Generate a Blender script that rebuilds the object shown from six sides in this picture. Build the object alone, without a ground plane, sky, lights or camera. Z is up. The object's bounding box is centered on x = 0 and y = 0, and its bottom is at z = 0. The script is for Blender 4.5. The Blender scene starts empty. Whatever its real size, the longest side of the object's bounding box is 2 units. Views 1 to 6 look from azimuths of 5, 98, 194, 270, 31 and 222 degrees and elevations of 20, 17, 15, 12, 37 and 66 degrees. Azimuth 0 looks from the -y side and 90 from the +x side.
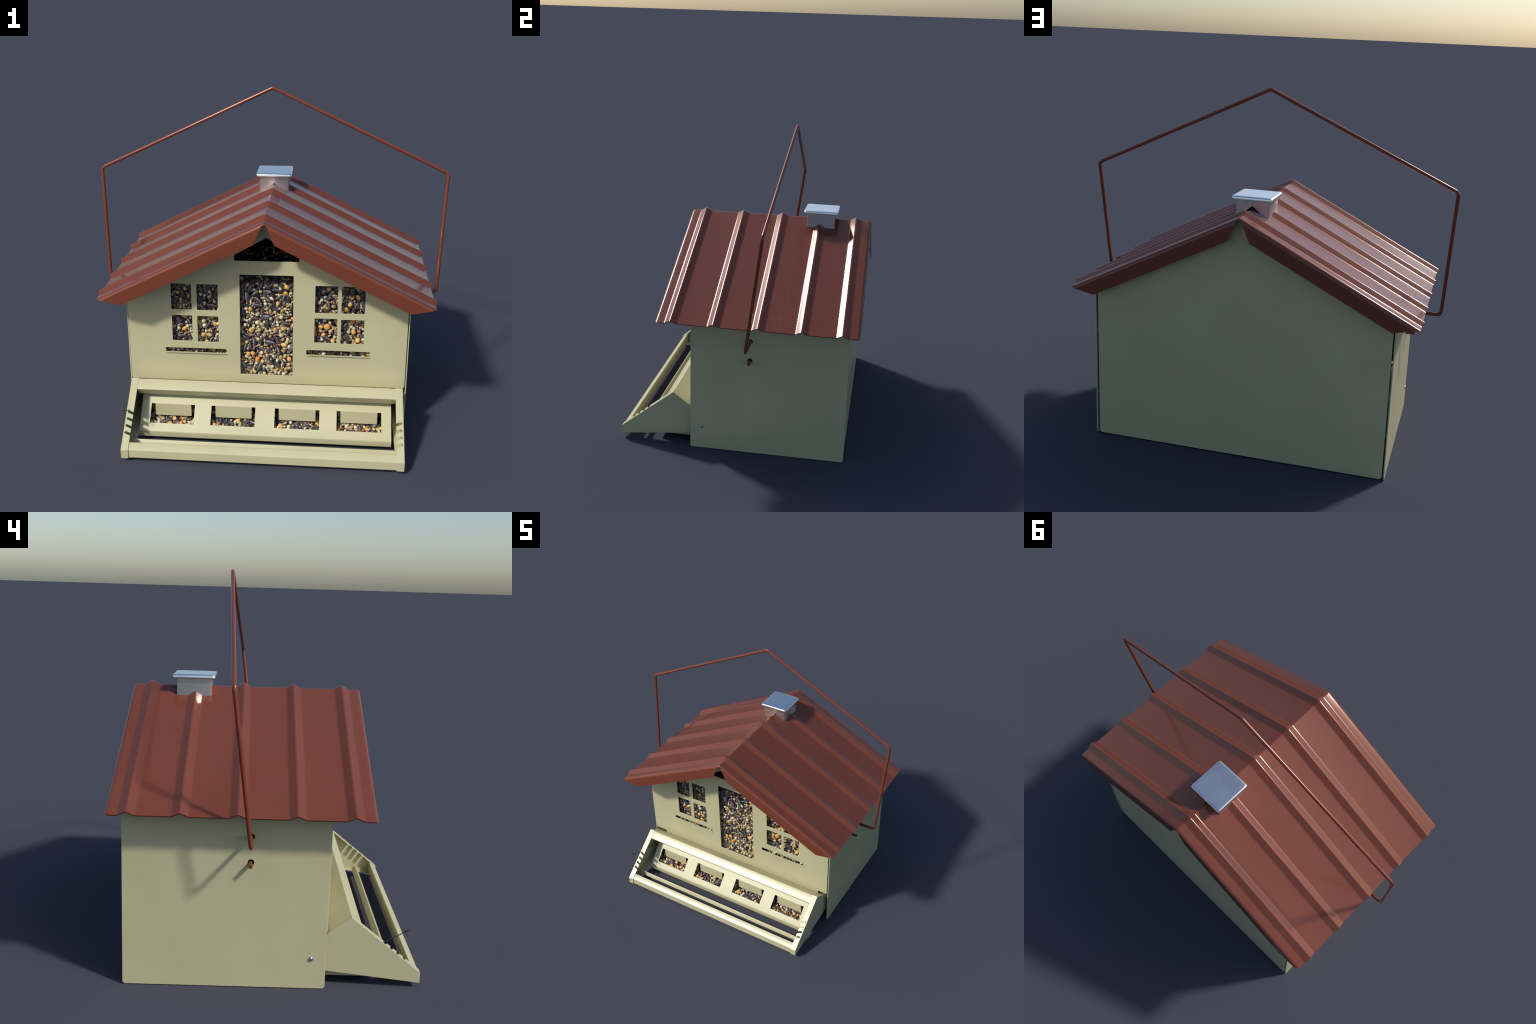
# Sheet-metal bird feeder shaped like a small house: ribbed red roof, wire bail,
# cream walls with cut-out windows full of mixed seed, and a tipping perch tray.
import bpy, bmesh, math, random
import numpy as np
from mathutils import Vector, Matrix

rng = random.Random(7)
COL = bpy.context.scene.collection

# ------------------------------------------------------------------ materials
def new_mat(name):
    m = bpy.data.materials.new(name)
    m.use_nodes = True
    nt = m.node_tree
    return m, nt, nt.nodes["Principled BSDF"]

def rgba(c):
    return (c[0], c[1], c[2], 1.0)

def mixed_noise(nt, scale, a, b, lo=0.35, hi=0.65, detail=4.0, coord="Object"):
    tc = nt.nodes.new("ShaderNodeTexCoord")
    nz = nt.nodes.new("ShaderNodeTexNoise")
    nz.inputs["Scale"].default_value = scale
    nz.inputs["Detail"].default_value = detail
    nt.links.new(tc.outputs[coord], nz.inputs["Vector"])
    rp = nt.nodes.new("ShaderNodeValToRGB")
    rp.color_ramp.elements[0].position, rp.color_ramp.elements[1].position = lo, hi
    rp.color_ramp.elements[0].color, rp.color_ramp.elements[1].color = rgba(a), rgba(b)
    nt.links.new(nz.outputs["Fac"], rp.inputs["Fac"])
    return tc, nz, rp

def paint(name, colour, rough, spec=0.5, coat=0.0, coat_rough=0.1, vary=0.03, bump=0.02, metallic=0.0):
    m, nt, p = new_mat(name)
    lo = [c * (1 - vary) for c in colour]
    hi = [min(1, c * (1 + vary)) for c in colour]
    tc, nz, rp = mixed_noise(nt, 3.0, lo, hi)
    nt.links.new(rp.outputs["Color"], p.inputs["Base Color"])
    p.inputs["Roughness"].default_value = rough
    p.inputs["Specular IOR Level"].default_value = spec
    p.inputs["Metallic"].default_value = metallic
    p.inputs["Coat Weight"].default_value = coat
    p.inputs["Coat Roughness"].default_value = coat_rough
    if bump:
        fine = nt.nodes.new("ShaderNodeTexNoise")
        fine.inputs["Scale"].default_value = 9.0
        fine.inputs["Detail"].default_value = 2.0
        nt.links.new(tc.outputs["Object"], fine.inputs["Vector"])
        bp = nt.nodes.new("ShaderNodeBump")
        bp.inputs["Strength"].default_value = bump
        bp.inputs["Distance"].default_value = 0.02
        nt.links.new(fine.outputs["Fac"], bp.inputs["Height"])
        nt.links.new(bp.outputs["Normal"], p.inputs["Normal"])
    return m

M_CREAM = paint("cream_paint", (0.500, 0.472, 0.285), 0.34, bump=0.01)
M_ROOF = paint("red_roof_paint", (0.183, 0.051, 0.029), 0.16, spec=0.5, bump=0.006, metallic=0.12)
M_ROD = paint("red_rod_paint", (0.20, 0.049, 0.025), 0.24, spec=0.5, bump=0, metallic=0.15)

def metal(name, colour, rough, metallic=1.0):
    m, nt, p = new_mat(name)
    p.inputs["Metallic"].default_value = metallic
    tc, nz, rp = mixed_noise(nt, 12, [c * 0.93 for c in colour], colour)
    nt.links.new(rp.outputs["Color"], p.inputs["Base Color"])
    p.inputs["Roughness"].default_value = rough
    return m

M_ZINC = metal("galvanised_metal", (0.80, 0.80, 0.80), 0.27, 0.90)
M_CAP = metal("polished_zinc", (0.93, 0.93, 0.93), 0.26)
M_STEEL = metal("bright_steel", (0.60, 0.62, 0.66), 0.22)
M_WIRE = paint("dark_wire", (0.03, 0.03, 0.028), 0.45, bump=0)
M_DARK = paint("near_black_backing", (0.012, 0.010, 0.009), 0.9, spec=0.1, bump=0)

def glass():
    m = bpy.data.materials.new("clear_window_plastic")
    m.use_nodes = True
    nt = m.node_tree
    nt.nodes.clear()
    out = nt.nodes.new("ShaderNodeOutputMaterial")
    mx = nt.nodes.new("ShaderNodeMixShader")
    tr = nt.nodes.new("ShaderNodeBsdfTransparent")
    gl = nt.nodes.new("ShaderNodeBsdfGlossy")
    gl.inputs["Roughness"].default_value = 0.06
    mx.inputs["Fac"].default_value = 0.045
    nt.links.new(tr.outputs["BSDF"], mx.inputs[1])
    nt.links.new(gl.outputs["BSDF"], mx.inputs[2])
    nt.links.new(mx.outputs["Shader"], out.inputs["Surface"])
    return m
M_GLASS = glass()

def seed_mat(name, cols, rough=0.5, stripe=None, tip=None, unit=1.0):
    """Seed shell: hue picked per object (Random) or per place (coarse cells) so
    joined seeds vary too; optional lengthwise stripes or a pale tip."""
    m, nt, p = new_mat(name)
    info = nt.nodes.new("ShaderNodeObjectInfo")
    geo = nt.nodes.new("ShaderNodeNewGeometry")
    add = nt.nodes.new("ShaderNodeMath"); add.operation = "ADD"
    nt.links.new(info.outputs["Random"], add.inputs[0])
    nt.links.new(geo.outputs["Random Per Island"], add.inputs[1])
    fr = nt.nodes.new("ShaderNodeMath"); fr.operation = "FRACT"
    nt.links.new(add.outputs[0], fr.inputs[0])
    rp = nt.nodes.new("ShaderNodeValToRGB")
    els = rp.color_ramp.elements
    while len(els) < len(cols):
        els.new(0.5)
    for i, c in enumerate(cols):
        els[i].position = i / max(1, len(cols) - 1)
        els[i].color = rgba(c)
    nt.links.new(fr.outputs[0], rp.inputs["Fac"])
    colour = rp.outputs["Color"]
    tc = nt.nodes.new("ShaderNodeTexCoord")
    if stripe:
        nz = nt.nodes.new("ShaderNodeTexNoise")
        mp = nt.nodes.new("ShaderNodeMapping")
        mp.inputs["Scale"].default_value = (0.7 * unit, 7.0 * unit, 4.0 * unit)
        nt.links.new(tc.outputs["Object"], mp.inputs["Vector"])
        nt.links.new(mp.outputs["Vector"], nz.inputs["Vector"])
        nz.inputs["Scale"].default_value = 1.6
        nz.inputs["Detail"].default_value = 1.0
        sr = nt.nodes.new("ShaderNodeValToRGB")
        sr.color_ramp.elements[0].position, sr.color_ramp.elements[1].position = 0.60, 0.68
        nt.links.new(nz.outputs["Fac"], sr.inputs["Fac"])
        mx = nt.nodes.new("ShaderNodeMix"); mx.data_type = "RGBA"
        nt.links.new(sr.outputs["Color"], mx.inputs["Factor"])
        nt.links.new(colour, mx.inputs[6])
        mx.inputs[7].default_value = rgba(stripe)
        colour = mx.outputs[2]
    if tip:
        nz = nt.nodes.new("ShaderNodeTexNoise")
        nz.inputs["Scale"].default_value = 1.3 * unit
        nz.inputs["Detail"].default_value = 1.0
        nt.links.new(tc.outputs["Object"], nz.inputs["Vector"])
        sr = nt.nodes.new("ShaderNodeValToRGB")
        sr.color_ramp.elements[0].position, sr.color_ramp.elements[1].position = 0.56, 0.68
        nt.links.new(nz.outputs["Fac"], sr.inputs["Fac"])
        mx = nt.nodes.new("ShaderNodeMix"); mx.data_type = "RGBA"
        nt.links.new(sr.outputs["Color"], mx.inputs["Factor"])
        nt.links.new(colour, mx.inputs[6])
        mx.inputs[7].default_value = rgba(tip)
        colour = mx.outputs[2]
    nt.links.new(colour, p.inputs["Base Color"])
    p.inputs["Roughness"].default_value = rough
    return m

# ------------------------------------------------------------------- helpers
def fillet(pts, r, closed=False, seg=5):
    """Round the corners of a polyline; r is one radius or one per point."""
    n = len(pts)
    rs = r if isinstance(r, (list, tuple)) else [r] * n
    out = []
    for i, p in enumerate(pts):
        p = Vector(p)
        if (not closed and i in (0, n - 1)) or rs[i] <= 0:
            out.append(p); continue
        a = (Vector(pts[i - 1]) - p); b = (Vector(pts[(i + 1) % n]) - p)
        la, lb = a.length, b.length
        a.normalize(); b.normalize()
        ang = math.acos(max(-1, min(1, a.dot(b))))
        if ang > math.pi - 1e-3:
            out.append(p); continue
        t = min(rs[i] / math.tan(ang / 2), la * 0.48, lb * 0.48)
        rad = t * math.tan(ang / 2)
        bis = (a + b).normalized()
        c = p + bis * (rad / math.sin(ang / 2))
        v0 = (p + a * t) - c; v1 = (p + b * t) - c
        tot = v0.angle(v1)
        for k in range(seg + 1):
            f = k / seg
            q = (v0 * math.sin((1 - f) * tot) + v1 * math.sin(f * tot)) / math.sin(tot)
            out.append(c + q)
    return out

def finish(me, mat, angle=32):
    me.polygons.foreach_set("use_smooth", [True] * len(me.polygons))
    me.set_sharp_from_angle(angle=math.radians(angle))
    me.materials.clear()
    for m in (mat if isinstance(mat, (list, tuple)) else [mat]):
        me.materials.append(m)
    me.update()
    return me

def add(name, me, parent=None):
    o = bpy.data.objects.new(name, me)
    COL.objects.link(o)
    o.parent = parent
    return o

def plate_mesh(outer, holes, thick, origin, u, v, mat, bev=0.0012, w=None):
    """Flat sheet cut to an outline with holes, mapped u,v -> world axes."""
    cu = bpy.data.curves.new("tmp", "CURVE")
    cu.dimensions = "2D"; cu.fill_mode = "BOTH"
    bev = min(bev, thick * 0.4)
    cu.extrude = thick / 2 - bev; cu.bevel_depth = bev; cu.bevel_resolution = 1
    cu.offset = -bev
    for poly in [outer] + list(holes):
        sp = cu.splines.new("POLY")
        sp.points.add(len(poly) - 1)
        for i, q in enumerate(poly):
            sp.points[i].co = (q[0], q[1], 0, 1)
        sp.use_cyclic_u = True
    ob = bpy.data.objects.new("tmp", cu)
    COL.objects.link(ob)
    dg = bpy.context.evaluated_depsgraph_get()
    me = bpy.data.meshes.new_from_object(ob.evaluated_get(dg))
    bpy.data.objects.remove(ob); bpy.data.curves.remove(cu)
    u, v = Vector(u).normalized(), Vector(v).normalized()
    w = u.cross(v)
    mt = Matrix((u, v, w)).transposed().to_4x4()
    mt.translation = Vector(origin)
    me.transform(mt)
    bm = bmesh.new(); bm.from_mesh(me)
    bmesh.ops.remove_doubles(bm, verts=bm.verts, dist=1e-5)
    bmesh.ops.recalc_face_normals(bm, faces=bm.faces)
    bm.to_mesh(me); bm.free()
    finish(me, mat)
    me.polygons.foreach_set("use_smooth", [False] * len(me.polygons))
    return me

def rect(x0, y0, x1, y1, r=0.0):
    pts = [(x0, y0), (x1, y0), (x1, y1), (x0, y1)]
    return fillet(pts, r, True, 4) if r else [Vector(q) for q in pts]

def circle(cx, cy, r, n=28):
    return [Vector((cx + r * math.cos(2 * math.pi * i / n), cy + r * math.sin(2 * math.pi * i / n))) for i in range(n)]

def folded_mesh(profile, r, x0, x1, thick, mat, side=1, seg=4):
    """Bent strip of sheet: a (y,z) profile with rounded folds, run along x."""
    pts = fillet(profile, r, False, seg)
    n = len(pts)
    norms = []
    for i in range(n):
        t = (pts[min(i + 1, n - 1)] - pts[max(i - 1, 0)]).normalized()
        norms.append(Vector((-t.y, t.x)) * side)
    loop = [p.copy() for p in pts] + [pts[i] + norms[i] * thick for i in range(n - 1, -1, -1)]
    bm = bmesh.new()
    a = [bm.verts.new((x0, p.x, p.y)) for p in loop]
    b = [bm.verts.new((x1, p.x, p.y)) for p in loop]
    m = len(loop)
    for i in range(m):
        j = (i + 1) % m
        bm.faces.new((a[i], a[j], b[j], b[i]))
    for i in range(n - 1):
        for L in (a, b):
            bm.faces.new((L[i], L[i + 1], L[m - 2 - i], L[m - 1 - i]))
    bmesh.ops.recalc_face_normals(bm, faces=bm.faces)
    me = bpy.data.meshes.new("sheet"); bm.to_mesh(me); bm.free()
    return finish(me, mat, 40)

def box_mesh(lo, hi, bev, mat, seg=2):
    bm = bmesh.new()
    bmesh.ops.create_cube(bm, size=1)
    for vtx in bm.verts:
        vtx.co = Vector([lo[i] + (vtx.co[i] + 0.5) * (hi[i] - lo[i]) for i in range(3)])
    if bev:
        bmesh.ops.bevel(bm, geom=bm.edges[:], offset=bev, segments=seg, affect="EDGES", profile=0.5)
    me = bpy.data.meshes.new("box"); bm.to_mesh(me); bm.free()
    return finish(me, mat, 40)

def tube_mesh(path, rad, mat, sides=20, rounded_ends=True):
    pts = [Vector(p) for p in path]
    bm = bmesh.new()
    rings = []
    t = (pts[1] - pts[0]).normalized()
    nrm = t.orthogonal().normalized()
    for i, p in enumerate(pts):
        tn = (pts[min(i + 1, len(pts) - 1)] - pts[max(i - 1, 0)]).normalized()
        nrm = (nrm - tn * nrm.dot(tn)).normalized()
        bn = tn.cross(nrm)
        rr = rad
        rings.append([bm.verts.new(p + (nrm * math.cos(2 * math.pi * k / sides) + bn * math.sin(2 * math.pi * k / sides)) * rr) for k in range(sides)])
    for i in range(len(rings) - 1):
        for k in range(sides):
            j = (k + 1) % sides
            bm.faces.new((rings[i][k], rings[i][j], rings[i + 1][j], rings[i + 1][k]))
    bm.faces.new(rings[0]); bm.faces.new(rings[-1])
    bmesh.ops.recalc_face_normals(bm, faces=bm.faces)
    me = bpy.data.meshes.new("tube"); bm.to_mesh(me); bm.free()
    return finish(me, mat, 50)

# ------------------------------------------------------------------ the thing
feeder = bpy.data.objects.new("bird_feeder", None)
COL.objects.link(feeder)
feeder["label"] = "house-shaped metal bird feeder with red ribbed roof and cream walls"
feeder["category"] = "bird feeder"

RIDGE_Z, EAVE_X, EAVE_Z = 1.2848, 0.8985, 0.8325
SLOPE = math.atan2(RIDGE_Z - EAVE_Z, EAVE_X)
CS, SN = math.cos(SLOPE), math.sin(SLOPE)
SLEN = EAVE_X / CS

def roof_under(x, drop=0.014):
    return RIDGE_Z - math.tan(SLOPE) * abs(x) - drop

# --- body -----------------------------------------------------------------
FRONT_Y, BACK_Y, SIDE_X = -0.2765, 0.650, 0.7825
T = 0.006
body = add("house_body", folded_mesh([(-0.15, 0.030), (0.640, 0.030)], 0, -0.765, 0.765, 0.006, M_CREAM), feeder)

side_outline = fillet([(-0.273, 0.0), (0.6525, 0.0), (0.6525, 0.868), (-0.273, 0.868)], [0.014, 0.014, 0, 0], True, 5)
holes = [circle(0.080, 0.7165, 0.0145), circle(0.080, 0.5975, 0.0145)]
for sx in (-1, 1):
    me = plate_mesh(side_outline, holes, T, (sx * (SIDE_X - T / 2) + (0.004 if sx > 0 else -0.001), 0, 0), (0, 1, 0), (0, 0, 1), M_CREAM)
    add("side_wall", me, body)

bx = 0.7705
back_outline = fillet([(-bx, 0.004), (bx, 0.004), (bx, roof_under(bx)), (0, roof_under(0)), (-bx, roof_under(bx))],
                      [0.014, 0.014, 0, 0, 0], True, 5)
add("back_wall", plate_mesh(back_outline, [], T, (0, BACK_Y - T / 2, 0), (-1, 0, 0), (0, 0, 1), M_CREAM), body)
for sx in (-1, 1):          # small tabs that tie the back wall to the side walls
    for z in (0.24, 0.592):
        add("corner_tab", box_mesh((sx * 0.776 - 0.005, BACK_Y - 0.016, z - 0.003), (sx * 0.776 + 0.005, BACK_Y - 0.008, z + 0.003), 0, M_CREAM), body)

fx = 0.7755
front_outline = fillet([(-fx, 0.272), (fx, 0.272), (fx, roof_under(fx)), (0, roof_under(0)), (-fx, roof_under(fx))],
                       [0.012, 0.012, 0, 0, 0], True, 5)
PANES = [(-0.529, 0.712, -0.415, 0.866), (-0.385, 0.710, -0.268, 0.866), (-0.528, 0.520, -0.414, 0.677), (-0.385, 0.517, -0.267, 0.675),
         (0.268, 0.715, 0.391, 0.876), (0.412, 0.716, 0.539, 0.876), (0.267, 0.536, 0.391, 0.683), (0.412, 0.534, 0.538, 0.680)]
SLITS = [(-0.569, 0.4495, -0.223, 0.476), (0.224, 0.4595, 0.575, 0.489)]
DOOR = (-0.146, 0.323, 0.1485, 0.929)
GABLE = [(-0.175, 1.009), (0.178, 1.009), (0.178, 1.041), (0.001, 1.144), (-0.175, 1.041)]
cuts = [rect(*DOOR, 0.004)] + [rect(*p, 0.005) for p in PANES] + [rect(*s, 0.004) for s in SLITS] + [fillet(GABLE, 0.006, True, 3)]
add("front_wall", plate_mesh(front_outline, cuts, 0.007, (0, FRONT_Y + 0.0035, 0), (1, 0, 0), (0, 0, 1), M_CREAM), body)
for s in SLITS:             # punched-out sill lip under each slot
    me = folded_mesh([(FRONT_Y + 0.003, s[1] + 0.0003), (FRONT_Y - 0.009, s[1] - 0.0005)], 0, s[0] + 0.001, s[2] - 0.001, 0.0014, M_CREAM)
    add("window_sill", me, body)
for (x0, z0, x1, z1) in [(-0.16, 0.30, 0.165, 0.95), (-0.60, 0.43, -0.25, 0.89), (0.25, 0.44, 0.60, 0.90)]:
    pane = bpy.data.meshes.new("pane")
    pane.from_pydata([(x0, -0.263, z0), (x1, -0.263, z0), (x1, -0.263, z1), (x0, -0.263, z1)], [], [(0, 1, 2, 3)])
    add("window_pane", finish(pane, M_GLASS), body)

# --- roof -------------------------------------------------------------------
RIBS = [-0.363, -0.115, 0.140, 0.386, 0.614]
RIB_H, RIB_W = 0.0212, 0.0368
Y_F, Y_B, FL = -0.460, 0.710, 0.083
prof, rad = [(Y_F, -FL), (Y_F, 0.0)], [0, 0.020]
for c in RIBS:
    prof += [(c - RIB_W, 0.0), (c, RIB_H), (c + RIB_W, 0.0)]
    rad += [0.024, 0.013, 0.024]
prof += [(Y_B, 0.0), (Y_B, -FL)]
rad += [0.020, 0]
prof = fillet(prof, rad, False, 6)
S0 = 0.008
NS = 10
def base(side, s, h):
    return (side * (s * CS + h * SN), RIDGE_Z - s * SN + h * CS)
bm = bmesh.new()
rows = []
for q in prof:
    y, h = q.x, q.y
    d = max(0.0, -h) / FL
    s0, s1 = S0 + d * (0.103 - S0), SLEN - d * 0.106
    half = {}
    for side in (-1, 1):
        half[side] = []
        for k in range(NS + 1):
            x, z = base(side, s0 + (s1 - s0) * k / NS, h)
            half[side].append(bm.verts.new((x, y, z)))
    mid = []
    if h > -0.010:
        for k in (-2, -1, 0, 1, 2):                  # softly rounded ridge
            a = k / 3.0 * SLOPE
            R = S0 / math.tan(SLOPE / 2) * 0.5
            cz = RIDGE_Z - S0 * SN - R * CS
            xx = (R + h) * math.sin(a) * (S0 * CS / (R * SN))
            zz = cz + (R + h) * math.cos(a)
            mid.append(bm.verts.new((xx, y, zz)))
    rows.append((half, mid))
for (h0, m0), (h1, m1) in zip(rows[:-1], rows[1:]):
    for side in (-1, 1):
        for k in range(NS):
            f = (h0[side][k], h0[side][k + 1], h1[side][k + 1], h1[side][k])
            bm.faces.new(f if side < 0 else f[::-1])
    if m0 and m1:
        c0 = [h0[-1][0]] + m0 + [h0[1][0]]
        c1 = [h1[-1][0]] + m1 + [h1[1][0]]
        for k in range(len(c0) - 1):
            bm.faces.new((c0[k + 1], c0[k], c1[k], c1[k + 1]))
bmesh.ops.recalc_face_normals(bm, faces=bm.faces)
top = max(bm.faces, key=lambda f: f.calc_center_median().z)
if top.normal.z < 0:
    bmesh.ops.reverse_faces(bm, faces=bm.faces)
me = bpy.data.meshes.new("roof"); bm.to_mesh(me); bm.free()
tmp = bpy.data.objects.new("tmp", me); COL.objects.link(tmp)
md = tmp.modifiers.new("s", "SOLIDIFY"); md.thickness = 0.006; md.offset = -1; md.use_even_offset = True
me2 = bpy.data.meshes.new_from_object(tmp.evaluated_get(bpy.context.evaluated_depsgraph_get()))
bpy.data.objects.remove(tmp)
roof = add("roof", finish(me2, M_ROOF, 50), feeder)

# --- chimney ----------------------------------------------------------------
def chimney_body():
    x0, x1, y0, y1, zt = -0.0865, 0.0885, 0.305, 0.4815, 1.327
    bm = bmesh.new()
    ring = fillet([(x0, y0), (x1, y0), (x1, y1), (x0, y1)], 0.006, True, 3)
    # extra stations at the middle of the front and back so their foot can follow the roof in a V
    ring2 = []
    for i, p in enumerate(ring):
        ring2.append(p)
        q = ring[(i + 1) % len(ring)]
        if abs(p.x - q.x) > 0.1:
            ring2.append((p + q) / 2)
    lo, up, inn, cap = [], [], [], []
    for p in ring2:
        on_end = abs(p.y - y0) < 0.007 or abs(p.y - y1) < 0.007
        lift = (0.004 if p.y < 0.4 else 0.016) if on_end and abs(p.x) < 0.08 else -0.012
        foot = RIDGE_Z - math.tan(SLOPE) * abs(p.x) + lift
        c = Vector(((x0 + x1) / 2, (y0 + y1) / 2))
        lo.append(bm.verts.new((p.x, p.y, foot)))
        up.append(bm.verts.new((p.x, p.y, zt - 0.003)))
        q = p + (c - p).normalized() * 0.004
        inn.append(bm.verts.new((q.x, q.y, zt)))
    n = len(ring2)
    for a, b in ((lo, up), (up, inn)):
        for i in range(n):
            j = (i + 1) % n
            bm.faces.new((a[i], a[j], b[j], b[i]))
    bm.faces.new(inn)
    bmesh.ops.recalc_face_normals(bm, faces=bm.faces)
    me = bpy.data.meshes.new("chimney"); bm.to_mesh(me); bm.free()
    return finish(me, M_ZINC, 30)
chimney = add("chimney", chimney_body(), feeder)
bm = bmesh.new()
outl = fillet([(-0.105, 0.2855), (0.107, 0.2855), (0.107, 0.501), (-0.105, 0.501)], 0.013, True, 5)
cc = Vector((0.001, 0.393))
levels = [(0.0, 1.3315), (0.0, 1.340), (-0.0015, 1.3445), (-0.0045, 1.3475), (-0.009, 1.3485), (-0.012, 1.3486), (-0.03, 1.3486)]
rings = []
for inset, z in levels:
    ring = []
    for p in outl:
        d = p - cc
        ring.append(bm.verts.new((cc.x + d.x * (1 + inset / 0.106), cc.y + d.y * (1 + inset / 0.106), z)))
    rings.append(ring)
for a, b in zip(rings[:-1], rings[1:]):
    for i in range(len(a)):
        j = (i + 1) % len(a)
        bm.faces.new((a[i], a[j], b[j], b[i]))
bm.faces.new(rings[0]); bm.faces.new(rings[-1])
bmesh.ops.recalc_face_normals(bm, faces=bm.faces)
me = bpy.data.meshes.new("cap"); bm.to_mesh(me); bm.free()
add("chimney_cap", finish(me, M_CAP, 50), chimney)

# --- bail handle and cross rod ----------------------------------------------
ROD_R = 0.0098
path = [(-0.70, 0.080, 0.7175), (-0.9605, 0.081, 0.7165), (-0.9925, 0.166, 1.4015), (0.0, 0.2125, 1.8625),
        (0.9925, 0.166, 1.4015), (0.9605, 0.081, 0.7165), (0.70, 0.080, 0.7175)]
add("bail_handle", tube_mesh(fillet(path, [0, 0.022, 0.026, 0.016, 0.026, 0.022, 0], False, 8), ROD_R, M_ROD), feeder)
add("cross_rod", tube_mesh([(-0.831, 0.0815, 0.594), (0.831, 0.0815, 0.594)], ROD_R, M_ROD), feeder)

# --- pivot screws -------------------------------------------------------------
def screw_mesh(sx):
    bm = bmesh.new()
    R, H, N = 0.0115, 0.0075, 32
    rings = []
    for k in range(6):
        a = k / 6 * math.pi / 2
        rings.append([(R * math.cos(a) * math.cos(2 * math.pi * i / N), R * math.cos(a) * math.sin(2 * math.pi * i / N), H * math.sin(a) ** 0.8) for i in range(N)])
    vs = [[bm.verts.new(c) for c in r] for r in rings]
    for a, b in zip(vs[:-1], vs[1:]):
        for i in range(N):
            j = (i + 1) % N
            bm.faces.new((a[i], a[j], b[j], b[i]))
    bm.faces.new(vs[-1])
    for vtx in bm.verts:                      # pressed cross recess
        x, y = vtx.co.x, vtx.co.y
        if min(abs(x + 0.3 * y), abs(y - 0.3 * x)) < 0.0018 and math.hypot(x, y) < 0.0085:
            vtx.co.z -= 0.003
    me = bpy.data.meshes.new("screw"); bm.to_mesh(me); bm.free()
    me.transform(Matrix.Translation((sx * SIDE_X + (0.004 if sx > 0 else -0.001), -0.204, 0.145)) @ Matrix.Rotation(sx * math.pi / 2, 4, "Y"))
    return finish(me, M_STEEL, 40)
for sx in (-1, 1):
    add("screw", screw_mesh(sx), body)

# --- tipping perch tray ---------------------------------------------------------
TX0, TX1 = -0.748, 0.756
TIP0, TIP1, PEAK, REAR = Vector((-0.7145, 0.024)), Vector((-0.7145, 0.075)), Vector((-0.388, 0.334)), Vector((-0.20, 0.198))
tray = add("perch_tray", folded_mesh([(-0.266, 0.310), (-0.270, 0.238)], 0, -0.688, 0.700, 0.003, M_CREAM), feeder)
wing = fillet([TIP0, (-0.20, 0.081), REAR, PEAK, TIP1], [0.002, 0, 0, 0.004, 0.004], True, 3)
up_dir = (PEAK - TIP1); LEN = up_dir.length; up_dir = up_dir.normalized()
FW, TS = 0.039, 0.004
def flange_outline():
    """Inward flange on the sloping edge of a tray side, with four slanted rest notches."""
    pts = [(0, 0), (FW, 0)]
    for k in range(4):
        c = 0.0985 + 0.0393 * k
        w = 0.0074
        pts += [(FW, c - 0.010 - w)]
        for j in range(9):
            a = -math.pi / 2 - math.pi * j / 8
            pts.append((0.0135 + w * math.cos(a), c + w * math.sin(a)))
        pts += [(FW, c - 0.010 + w)]
    pts += [(FW, LEN), (0, LEN)]
    return [Vector(q) for q in pts]
for sx, x in ((-1, TX0), (1, TX1)):
    xm = x - sx * TS / 2
    side = add("tray_side", plate_mesh(wing, [], TS, (xm, 0, 0), (0, 1, 0), (0, 0, 1), M_CREAM), tray)
    nrm = Vector((0, -up_dir.y, up_dir.x))
    org = Vector((x - sx * 0.001, TIP1.x, TIP1.y)) - nrm * (TS / 2)
    outline = flange_outline()
    add("notched_flange", plate_mesh(outline, [], TS, org, (-sx, 0, 0), (0, up_dir.x, up_dir.y), M_CREAM), side)
    add("tip_flange", plate_mesh(rect(0, 0, FW, TIP1.y - TIP0.y, 0.0), [], TS, (x - sx * 0.001, TIP0.x + TS / 2, TIP0.y), (-sx, 0, 0), (0, 0, 1), M_CREAM), side)
    bd = Vector((0.5145, 0.057)); L3 = bd.length; bd.normalize()
    add("bottom_flange", plate_mesh(rect(0, 0, FW, L3), [], TS, (x - sx * 0.001, TIP0.x + 0.001, TIP0.y + TS / 2), (-sx, 0, 0), (0, bd.x, bd.y), M_CREAM), side)
    rd = (REAR - PEAK); L2 = rd.length; rd.normalize()
    add("rear_flange", plate_mesh(rect(0, 0, FW, L2), [], TS, (x - sx * 0.001, PEAK.x - 0.001, PEAK.y - 0.0025), (-sx, 0, 0), (0, rd.x, rd.y), M_CREAM), side)
BX0, BX1 = TX0 + FW + 0.0005, TX1 - FW - 0.0005
add("upper_bar", folded_mesh([(-0.399, 0.242), (-0.4385, 0.2915), (-0.3885, 0.3315), (-0.280, 0.2535)], 0.004, BX0, BX1, 0.004, M_CREAM, side=-1), tray)
add("front_bar", folded_mesh([(-0.7095, 0.028), (-0.7095, 0.0735), (-0.671, 0.1035), (-0.671, 0.036)], 0.004, BX0, BX1, 0.004, M_CREAM, side=-1), tray)
add("perch_bar", folded_mesh([(-0.604, 0.0445), (-0.588, 0.069), (-0.566, 0.0425)], 0.003, TX0 + 0.005, TX1 - 0.005, 0.004, M_CREAM, side=-1), tray)

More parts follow.
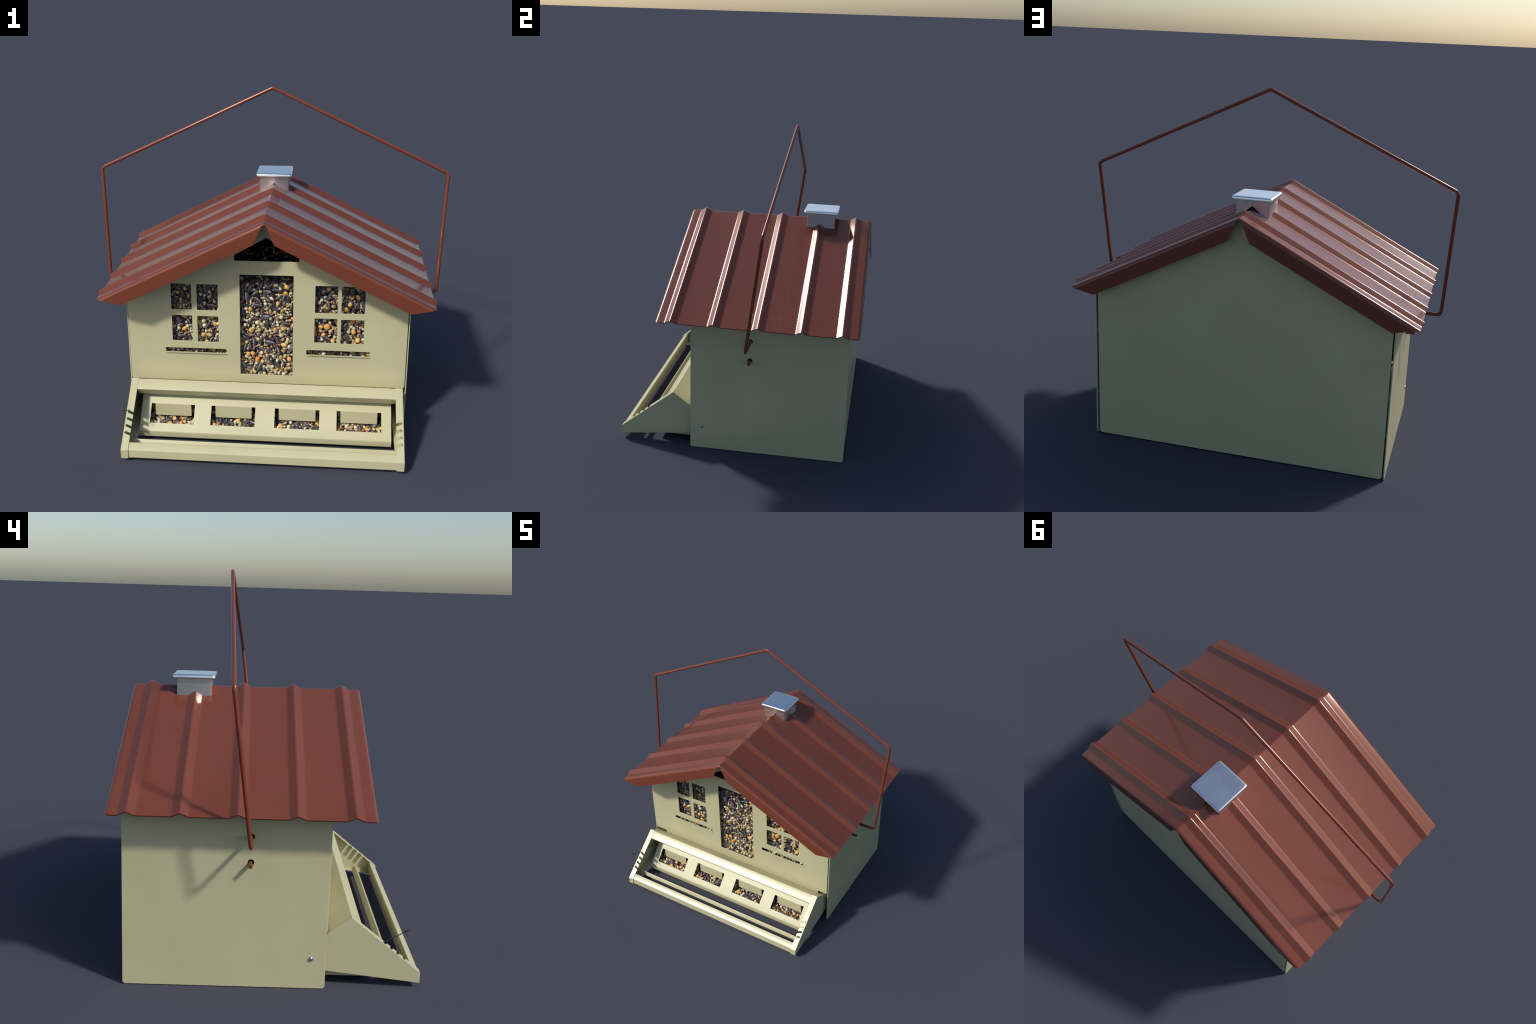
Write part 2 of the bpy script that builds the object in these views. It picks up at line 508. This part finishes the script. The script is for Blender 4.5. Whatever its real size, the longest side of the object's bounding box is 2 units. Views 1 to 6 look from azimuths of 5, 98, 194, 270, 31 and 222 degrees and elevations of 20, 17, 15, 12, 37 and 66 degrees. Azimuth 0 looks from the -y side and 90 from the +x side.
# --- feeding trough ---------------------------------------------------------------
IX0, IX1 = -0.695, 0.7005
trough = add("feeding_trough", folded_mesh([(-0.4865, 0.0725), (-0.497, 0.061), (-0.497, 0.026), (-0.16, 0.026)], [0, 0.012, 0.006, 0], IX0, IX1, 0.004, M_CREAM, side=1, seg=6), feeder)
f_lo, f_hi = Vector((-0.4865, 0.0725)), Vector((-0.335, 0.2366))
fd = (f_hi - f_lo); FLEN = fd.length; fd.normalize()
def along(z):
    return (z - f_lo.y) / fd.y
PORTS = [(-0.641, -0.394), (-0.299, -0.052), (0.058, 0.306), (0.402, 0.647)]
ports = [rect(a, along(0.0965), b, along(0.1765)) for a, b in PORTS]
fn = Vector((0, -fd.y, fd.x))
face = plate_mesh([Vector(q) for q in ((IX0, -0.001), (IX1, -0.001), (IX1, FLEN), (IX0, FLEN))], ports, 0.004,
                  Vector((0, f_lo.x, f_lo.y)) - fn * 0.002, (1, 0, 0), (0, fd.x, fd.y), M_CREAM)
add("trough_face", face, trough)
for x, sx in ((IX0, 1), (IX1, -1)):
    pl = fillet([(-0.4965, 0.0265), (-0.20, 0.0265), (-0.20, 0.236), (-0.336, 0.236), (-0.4965, 0.0615)], [0.006, 0, 0, 0, 0.012], True, 4)
    add("trough_end", plate_mesh(pl, [], 0.004, (x + sx * 0.0015, 0, 0), (0, 1, 0), (0, 0, 1), M_CREAM, bev=0.0015), trough)
for a, b in PORTS:          # bent-in flap hanging in each feeding port
    fl = fillet([(a + 0.021, 0.104), (b - 0.021, 0.104), (b - 0.021, 0.1775), (a + 0.021, 0.1775)], [0.006, 0.006, 0, 0], True, 4)
    me = plate_mesh(fl, [], 0.003, (0, -0.389, 0), (1, 0, 0), (0, -0.02, 1), M_CREAM)
    add("port_flap", me, trough)

# --- spring wire hooked through the first rest notch ----------------------------------
wp = [(-0.722, -0.33, 0.187), (-0.7305, -0.50, 0.204), (-0.735, -0.545, 0.2185), (-0.736, -0.625, 0.264)]
loop = []
cen, ax1, ax2 = Vector((-0.737, -0.640, 0.2735)), Vector((0.05, -0.82, 0.56)).normalized(), Vector((0.6, -0.3, -0.55)).normalized()
for k in range(15):
    a = math.pi + k / 14 * 5.6
    loop.append(cen + ax1 * 0.0145 * math.cos(a) + ax2 * 0.006 * math.sin(a))
add("wire_hook", tube_mesh(fillet(wp, 0.03, False, 5) + loop, 0.0021, M_WIRE, 10), tray)

# ----------------------------------------------------------------------------- seeds
def seed_shape(kind, variant):
    r = random.Random(1000 + variant)
    bm = bmesh.new()
    if kind == "sunflower_seed":
        bmesh.ops.create_uvsphere(bm, u_segments=12, v_segments=10, radius=0.5)
        bmesh.ops.rotate(bm, verts=bm.verts, matrix=Matrix.Rotation(math.pi / 2, 3, "Y"))
        for v in bm.verts:
            t = v.co.x
            taper = 1.0 - 0.75 * max(0, t) ** 1.2 * 1.2
            v.co.y *= 0.44 * taper
            v.co.z *= 0.30 * taper
            v.co.z += 0.015 * math.sin(5 * v.co.y / 0.2)
    elif kind == "corn_kernel":
        bmesh.ops.create_icosphere(bm, subdivisions=2, radius=0.5)
        for v in bm.verts:
            c = v.co
            m = max(abs(c.x), abs(c.y), abs(c.z)) / 0.5
            c *= (0.72 + 0.28 / m) if m > 0.01 else 1
            c.y *= 0.85 - 0.35 * c.x
            c.z *= 0.62
            c += Vector((r.uniform(-1, 1), r.uniform(-1, 1), r.uniform(-1, 1))) * 0.025
    elif kind in ("oat_husk",):
        bmesh.ops.create_uvsphere(bm, u_segments=8, v_segments=8, radius=0.5)
        bmesh.ops.rotate(bm, verts=bm.verts, matrix=Matrix.Rotation(math.pi / 2, 3, "Y"))
        for v in bm.verts:
            v.co.y *= 0.30; v.co.z *= 0.20
            v.co.z += 0.15 * v.co.x ** 2
    elif kind == "wheat_grain":
        bmesh.ops.create_uvsphere(bm, u_segments=10, v_segments=8, radius=0.5)
        bmesh.ops.rotate(bm, verts=bm.verts, matrix=Matrix.Rotation(math.pi / 2, 3, "Y"))
        for v in bm.verts:
            v.co.y *= 0.66; v.co.z *= 0.6
            v.co += Vector((r.uniform(-1, 1), r.uniform(-1, 1), r.uniform(-1, 1))) * 0.012
    elif kind == "cracked_grain":
        bmesh.ops.create_icosphere(bm, subdivisions=1, radius=0.5)
        for v in bm.verts:
            v.co = Vector((v.co.x * r.uniform(0.6, 1.1), v.co.y * r.uniform(0.45, 0.95), v.co.z * r.uniform(0.4, 0.8)))
    else:
        bmesh.ops.create_icosphere(bm, subdivisions=2, radius=0.5)
        for v in bm.verts:
            v.co.z *= 0.92; v.co.y *= 0.95
            v.co += Vector((r.uniform(-1, 1), r.uniform(-1, 1), r.uniform(-1, 1))) * 0.012
    me = bpy.data.meshes.new(kind)
    bm.to_mesh(me); bm.free()
    return me

def seed_materials(unit, tag):
    return {
        "sunflower_seed": seed_mat("black_striped_hull" + tag, [(0.040, 0.034, 0.040), (0.075, 0.062, 0.072), (0.050, 0.042, 0.050)], 0.40, stripe=(0.26, 0.24, 0.24), unit=unit),
        "corn_kernel": seed_mat("yellow_corn" + tag, [(0.78, 0.38, 0.06), (0.80, 0.49, 0.15), (0.70, 0.42, 0.14), (0.78, 0.30, 0.02)], 0.42, tip=(0.78, 0.58, 0.26), unit=unit),
        "white_sorghum": seed_mat("cream_sorghum" + tag, [(0.70, 0.62, 0.42), (0.52, 0.45, 0.30), (0.78, 0.71, 0.52), (0.60, 0.52, 0.36)], 0.5, unit=unit),
        "wheat_grain": seed_mat("tan_wheat" + tag, [(0.44, 0.31, 0.13), (0.54, 0.40, 0.18), (0.36, 0.26, 0.12)], 0.5, unit=unit),
        "red_milo": seed_mat("red_brown_milo" + tag, [(0.20, 0.070, 0.050), (0.30, 0.16, 0.11), (0.24, 0.10, 0.075)], 0.5, unit=unit),
        "millet_grain": seed_mat("pale_millet" + tag, [(0.66, 0.57, 0.38), (0.55, 0.47, 0.30), (0.20, 0.08, 0.05), (0.70, 0.62, 0.44)], 0.5, unit=unit),
        "oat_husk": seed_mat("straw_husk" + tag, [(0.66, 0.50, 0.28), (0.72, 0.62, 0.42)], 0.55, unit=unit),
        "cracked_grain": seed_mat("cracked_corn" + tag, [(0.74, 0.40, 0.07), (0.62, 0.46, 0.22), (0.70, 0.60, 0.40), (0.05, 0.042, 0.045)], 0.5, unit=unit),
    }
SEED_MATS = seed_materials(1.0, "")          # single seeds: unit-sized local space
FILL_MATS = seed_materials(30.0, "_fill")    # joined seeds: metres
#            size   spread  share(lower)  share(upper, mostly sunflower)
KINDS = {
    "sunflower_seed": (0.054, 0.012, 0.33, 0.74),
    "corn_kernel": (0.0310, 0.006, 0.13, 0.03),
    "white_sorghum": (0.0200, 0.005, 0.19, 0.06),
    "wheat_grain": (0.0290, 0.006, 0.12, 0.06),
    "red_milo": (0.0160, 0.004, 0.10, 0.05),
    "oat_husk": (0.0300, 0.006, 0.04, 0.02),
    "cracked_grain": (0.0200, 0.008, 0.11, 0.05),
}
SHAPES = {}
for k in list(KINDS) + ["millet_grain"]:
    SHAPES[k] = []
    for vnt in range(4):
        me = finish(seed_shape(k, vnt + 17 * len(SHAPES)), SEED_MATS[k], 60 if k != "cracked_grain" else 25)
        SHAPES[k].append(me)

def in_opening(x, z):
    for (a, b, c, d) in [DOOR] + PANES + SLITS:
        if a - 0.015 < x < c + 0.015 and b - 0.02 < z < d - 0.005:
            return True
    return False

class Packer:
    """Dart throwing with a hash grid: keeps discs of varied radius from overlapping much."""
    def __init__(self, cell=0.04):
        self.cell, self.g = cell, {}
    def fits(self, u, v, r, slack):
        i, j = int(u // self.cell), int(v // self.cell)
        for a in range(i - 1, i + 2):
            for b in range(j - 1, j + 2):
                for (x, y, q) in self.g.get((a, b), ()):
                    if (x - u) ** 2 + (y - v) ** 2 < ((r + q) * slack) ** 2:
                        return False
        return True
    def put(self, u, v, r):
        self.g.setdefault((int(u // self.cell), int(v // self.cell)), []).append((u, v, r))

def choose(upper):
    x = rng.random() * sum(v[3 if upper else 2] for v in KINDS.values())
    for k, v in KINDS.items():
        x -= v[3 if upper else 2]
        if x <= 0:
            return k
    return "white_sorghum"

placed = []            # (kind, mesh index, matrix, size, showing)
def lay(kind, pos, out, size, showing):
    """One seed resting flat-ish against the pane (axis 'out' points at the viewer)."""
    q = out.to_track_quat("Z", "Y").to_matrix().to_4x4()
    tilt = Matrix.Rotation(rng.gauss(0, 0.35), 4, "X") @ Matrix.Rotation(rng.gauss(0, 0.35), 4, "Y")
    spin = Matrix.Rotation(rng.uniform(0, 2 * math.pi), 4, "Z")
    m = Matrix.Translation(pos) @ q @ tilt @ spin @ Matrix.Diagonal((size, size * rng.uniform(0.9, 1.1), size, 1))
    placed.append((kind, rng.randrange(4), m, size, showing))

HEAP_TOP = 0.848                     # the seed stands this high behind the panes; its top is level
out_front = Vector((0, -1, 0.05)).normalized()
for layer, (depth, tries, slack) in enumerate([(-0.204, 5200, 0.72), (-0.217, 5200, 0.76), (-0.231, 3000, 0.88)]):
    pk = Packer()
    for _ in range(tries):
        x, z = rng.uniform(-0.64, 0.65), rng.uniform(0.28, HEAP_TOP)
        upper = z > 0.78 + 0.05 * math.sin(7 * x) + rng.gauss(0, 0.03) - (0.05 if abs(x) > 0.2 else 0.0)
        k = choose(upper)
        base_s, sp = KINDS[k][:2]
        s = max(0.55 * base_s, rng.gauss(base_s, sp * 0.7))
        r = s * (0.32 if k in ("sunflower_seed", "oat_husk") else 0.46)
        if not pk.fits(x, z, r, slack):
            continue
        pk.put(x, z, r)
        lay(k, Vector((x, depth - 0.03 * (0.85 - z) + rng.gauss(0, 0.003), z)), out_front, s, layer == 2 and in_opening(x, z))
    for _ in range(1300 if layer else 0):            # fines between the big seeds
        x, z = rng.uniform(-0.64, 0.65), rng.uniform(0.28, 0.80)
        s = rng.uniform(0.008, 0.014)
        if pk.fits(x, z, s * 0.5, 0.8):
            pk.put(x, z, s * 0.5)
            lay("millet_grain", Vector((x, depth - 0.03 * (0.85 - z) + 0.005, z)), out_front, s, False)

for layer in range(2):                                # level top of the seed, seen through the gable
    pk = Packer(0.06)
    for _ in range(3200):
        x, y = rng.uniform(-0.60, 0.60), rng.uniform(-0.23, 0.63)
        k = choose(rng.random() < 0.7)
        s = max(0.6 * KINDS[k][0], rng.gauss(KINDS[k][0], KINDS[k][1] * 0.6))
        r = s * (0.34 if k in ("sunflower_seed", "oat_husk") else 0.46)
        if pk.fits(x, y, r, 0.8):
            pk.put(x, y, r)
            lay(k, Vector((x, y, HEAP_TOP - 0.004 + 0.010 * layer)), Vector((0, -0.2, 1)).normalized(), s, False)

def heap(y):                                          # seed surface inside the trough
    return 0.072 + 0.08 * max(0, y + 0.46) + max(0, y + 0.355) * 0.9
for layer in range(3):
    pk = Packer()
    for _ in range(2600):
        x, y = rng.uniform(-0.675, 0.68), rng.uniform(-0.480, -0.29)
        k = choose(rng.random() < 0.30)
        base_s, sp = KINDS[k][:2]
        s = max(0.6 * base_s, rng.gauss(base_s, sp * 0.5))
        r = s * (0.34 if k in ("sunflower_seed", "oat_husk") else 0.46)
        zz = heap(y) - 0.014 + 0.010 * layer
        clear = (y - (-0.464 + (zz - 0.097) / 1.082)) * 0.735        # distance behind the sloping face
        if clear < s * 0.42 + 0.006 or not pk.fits(x, y, r, 0.76):
            continue
        pk.put(x, y, r)
        show = layer == 2 and y < -0.36 and any(a < x < b for a, b in PORTS)
        lay(k, Vector((x, y, zz)), Vector((0, -0.35, 0.94)).normalized(), s, show)

# near-black backing sheets behind and below the loose surface seeds
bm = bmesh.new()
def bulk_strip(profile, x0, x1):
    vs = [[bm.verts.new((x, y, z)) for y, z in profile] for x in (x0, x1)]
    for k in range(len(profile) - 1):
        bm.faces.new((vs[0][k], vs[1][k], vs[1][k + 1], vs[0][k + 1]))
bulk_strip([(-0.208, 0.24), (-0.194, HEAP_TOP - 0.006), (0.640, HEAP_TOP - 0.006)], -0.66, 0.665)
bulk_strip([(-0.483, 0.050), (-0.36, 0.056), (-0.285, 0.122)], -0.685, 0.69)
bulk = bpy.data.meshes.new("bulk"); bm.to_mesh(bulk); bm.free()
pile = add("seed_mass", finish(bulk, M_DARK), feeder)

counts, loose = {}, {}
order = sorted(placed, key=lambda p: -(p[3] + (1 if p[4] else 0)))
for kind, vi, m, size, show in order:
    if show and kind != "millet_grain" and counts.get(kind, 0) < 300:
        counts[kind] = counts.get(kind, 0) + 1
        o = bpy.data.objects.new(kind, SHAPES[kind][vi])
        COL.objects.link(o)
        o.parent = pile
        o.matrix_world = m
    else:
        loose.setdefault(kind, []).append((vi, m))
for kind, items in loose.items():
    V, Fc, off = [], [], 0
    cache = []
    for me in SHAPES[kind]:
        co = np.empty(len(me.vertices) * 3); me.vertices.foreach_get("co", co)
        cache.append((co.reshape(-1, 3), [tuple(p.vertices) for p in me.polygons]))
    for vi, m in items:
        co, fs = cache[vi]
        A = np.array(m)
        V.append(co @ A[:3, :3].T + A[:3, 3])
        Fc += [tuple(i + off for i in f) for f in fs]
        off += len(co)
    me = bpy.data.meshes.new(kind + "_fill")
    me.from_pydata(np.concatenate(V).tolist(), [], Fc)
    o = add(kind + "_fill", finish(me, FILL_MATS[kind], 60), pile)
    o["kind"] = "stuff"
